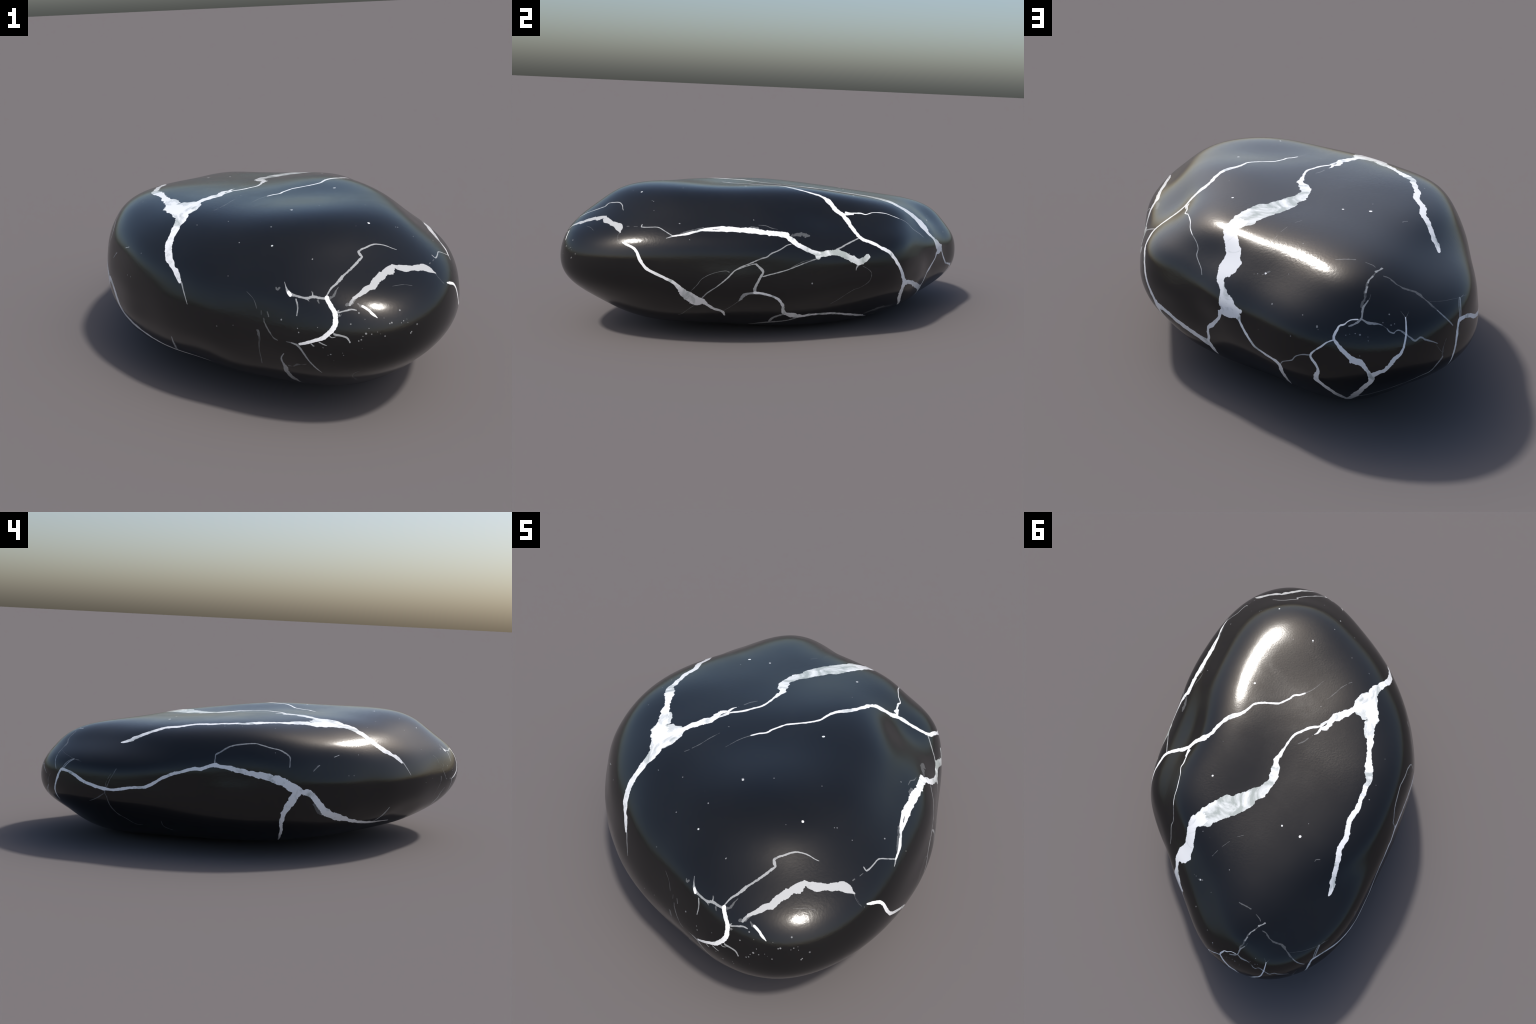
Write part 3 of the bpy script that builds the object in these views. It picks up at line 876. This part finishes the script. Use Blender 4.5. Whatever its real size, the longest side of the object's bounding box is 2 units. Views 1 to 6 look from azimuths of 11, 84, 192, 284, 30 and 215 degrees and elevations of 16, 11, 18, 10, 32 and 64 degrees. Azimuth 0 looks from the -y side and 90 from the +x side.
def noise_ramp(tree, scale, detail, stops, roughness=0.55, distortion=0.0):
    coord = node(tree, "ShaderNodeTexCoord")
    tex = node(tree, "ShaderNodeTexNoise", Scale=scale, Detail=detail, Roughness=roughness, Distortion=distortion)
    ramp = node(tree, "ShaderNodeValToRGB")
    tree.links.new(coord.outputs["Object"], tex.inputs["Vector"])
    tree.links.new(tex.outputs["Fac"], ramp.inputs["Fac"])
    band = ramp.color_ramp
    while len(band.elements) < len(stops):
        band.elements.new(0.5)
    for el, (pos, col) in zip(band.elements, stops):
        el.position, el.color = pos, (*col, 1.0)
    return tex, ramp


def stone_material():
    mat, tree, bsdf = new_material("polished_black_marble")
    _, tint = noise_ramp(tree, 3.0, 6.0, [(0.3, (0.0050, 0.0050, 0.0055)), (0.7, (0.0085, 0.0083, 0.0082))])
    tree.links.new(tint.outputs["Color"], bsdf.inputs["Base Color"])
    _, gloss = noise_ramp(tree, 5.0, 8.0, [(0.40, (0.14,) * 3), (0.50, (0.165,) * 3), (0.60, (0.19,) * 3)], distortion=0.4)
    tree.links.new(gloss.outputs["Color"], bsdf.inputs["Roughness"])
    # fine grain, stronger in scattered worn patches
    grain, grit = noise_ramp(tree, 110.0, 5.0, [(0.3, (0.0,) * 3), (0.7, (1.0,) * 3)])
    _, worn = noise_ramp(tree, 2.6, 7.0, [(0.48, (0.45,) * 3), (0.60, (1.0,) * 3)], distortion=0.4)
    height = node(tree, "ShaderNodeMix", data_type="RGBA", blend_type="MULTIPLY")
    height.inputs["Factor"].default_value = 1.0
    tree.links.new(grit.outputs["Color"], height.inputs["A"])
    tree.links.new(worn.outputs["Color"], height.inputs["B"])
    bump = node(tree, "ShaderNodeBump", Strength=0.14, Distance=0.0012)
    tree.links.new(height.outputs["Result"], bump.inputs["Height"])
    tree.links.new(bump.outputs["Normal"], bsdf.inputs["Normal"])
    return mat


def vein_material(name, light, dark, rough, cloud=(9.0, 0.33, 0.46)):
    mat, tree, bsdf = new_material(name)
    _, ramp = noise_ramp(tree, cloud[0], 8.0, [(cloud[1], dark), (cloud[2], light)], roughness=0.6, distortion=1.4)
    tree.links.new(ramp.outputs["Color"], bsdf.inputs["Base Color"])
    bsdf.inputs["Roughness"].default_value = rough
    return mat


# ----------------------------------------------------------------------------
# build
# ----------------------------------------------------------------------------
def mesh_object(name, verts, normals, tris, mat, parent):
    used, local = np.unique(tris, return_inverse=True)
    me = bpy.data.meshes.new(name)
    me.vertices.add(len(used))
    me.vertices.foreach_set("co", verts[used].astype(np.float32).ravel())
    me.loops.add(tris.size)
    me.loops.foreach_set("vertex_index", local.astype(np.int32).ravel())
    me.polygons.add(len(tris))
    me.polygons.foreach_set("loop_start", np.arange(0, tris.size, 3, dtype=np.int32))
    me.update(calc_edges=True)
    me.polygons.foreach_set("use_smooth", np.ones(len(tris), bool))
    me.normals_split_custom_set_from_vertices(normals[used].astype(np.float32))
    me.materials.append(mat)
    obj = bpy.data.objects.new(name, me)
    bpy.context.scene.collection.objects.link(obj)
    obj.parent = parent
    return obj


def build():
    bm = bmesh.new()
    bmesh.ops.create_icosphere(bm, subdivisions=8, radius=1.0)
    bm.verts.ensure_lookup_table()
    u = unit(np.array([v.co[:] for v in bm.verts]))
    tris = np.array([[v.index for v in f.verts] for f in bm.faces])
    bm.free()

    pattern = Pattern()
    p = surface(u)
    s, owner = pattern.field(p)
    for _ in range(3):
        u, p, s, owner, tris = refine(u, p, s, owner, tris, pattern, 0.0010)
    u, tris, own = cut(u, s, owner, tris)
    p = surface(u)
    n = surface_normals(u)

    # rest it on the ground and make it exactly two metres long
    low, high = p.min(0), p.max(0)
    grow = 2.0 / (high[1] - low[1])
    p[:, 1] = (p[:, 1] - (low[1] + high[1]) / 2) * grow
    p[:, 0] -= (low[0] + high[0]) / 2
    p[:, 2] -= low[2]

    stone = bpy.data.objects.new("marble_pebble", None)
    bpy.context.scene.collection.objects.link(stone)
    stone["label"] = "smooth polished black marble pebble with jagged white veins"
    stone["category"] = "polished stone"

    mesh_object("stone_body", p, n, tris[own == -1], stone_material(), stone)
    mats = {
        WHITE: vein_material("white_calcite", (0.88, 0.89, 0.90), (0.46, 0.50, 0.49), 0.17),
        CLOUDY: vein_material("cloudy_calcite", (0.84, 0.86, 0.86), (0.40, 0.44, 0.42), 0.17, (8.0, 0.40, 0.60)),
        PALE: vein_material("pale_calcite", (0.42, 0.43, 0.435), (0.33, 0.345, 0.345), 0.17),
        GREY: vein_material("grey_calcite", (0.31, 0.32, 0.325), (0.17, 0.175, 0.18), 0.17),
        FAINT: vein_material("faint_calcite", (0.095, 0.098, 0.10), (0.045, 0.047, 0.05), 0.17),
    }
    for k, (tone, _) in enumerate(VEINS):
        part = tris[own == k]
        if len(part):
            mesh_object("vein" if tone in (WHITE, CLOUDY, PALE) else "hairline_vein", p, n, part, mats[tone], stone)
    for k, mat in enumerate((mats[WHITE], vein_material("fleck_calcite", (0.20, 0.205, 0.21), (0.09, 0.092, 0.095), 0.17))):
        fleck = mesh_object("fleck", p, n, tris[own == len(VEINS) + k], mat, stone)
        fleck["kind"] = "stuff"
    return len(tris)


t0 = time.time()
count = build()
print("triangles", count, "seconds", round(time.time() - t0, 1))
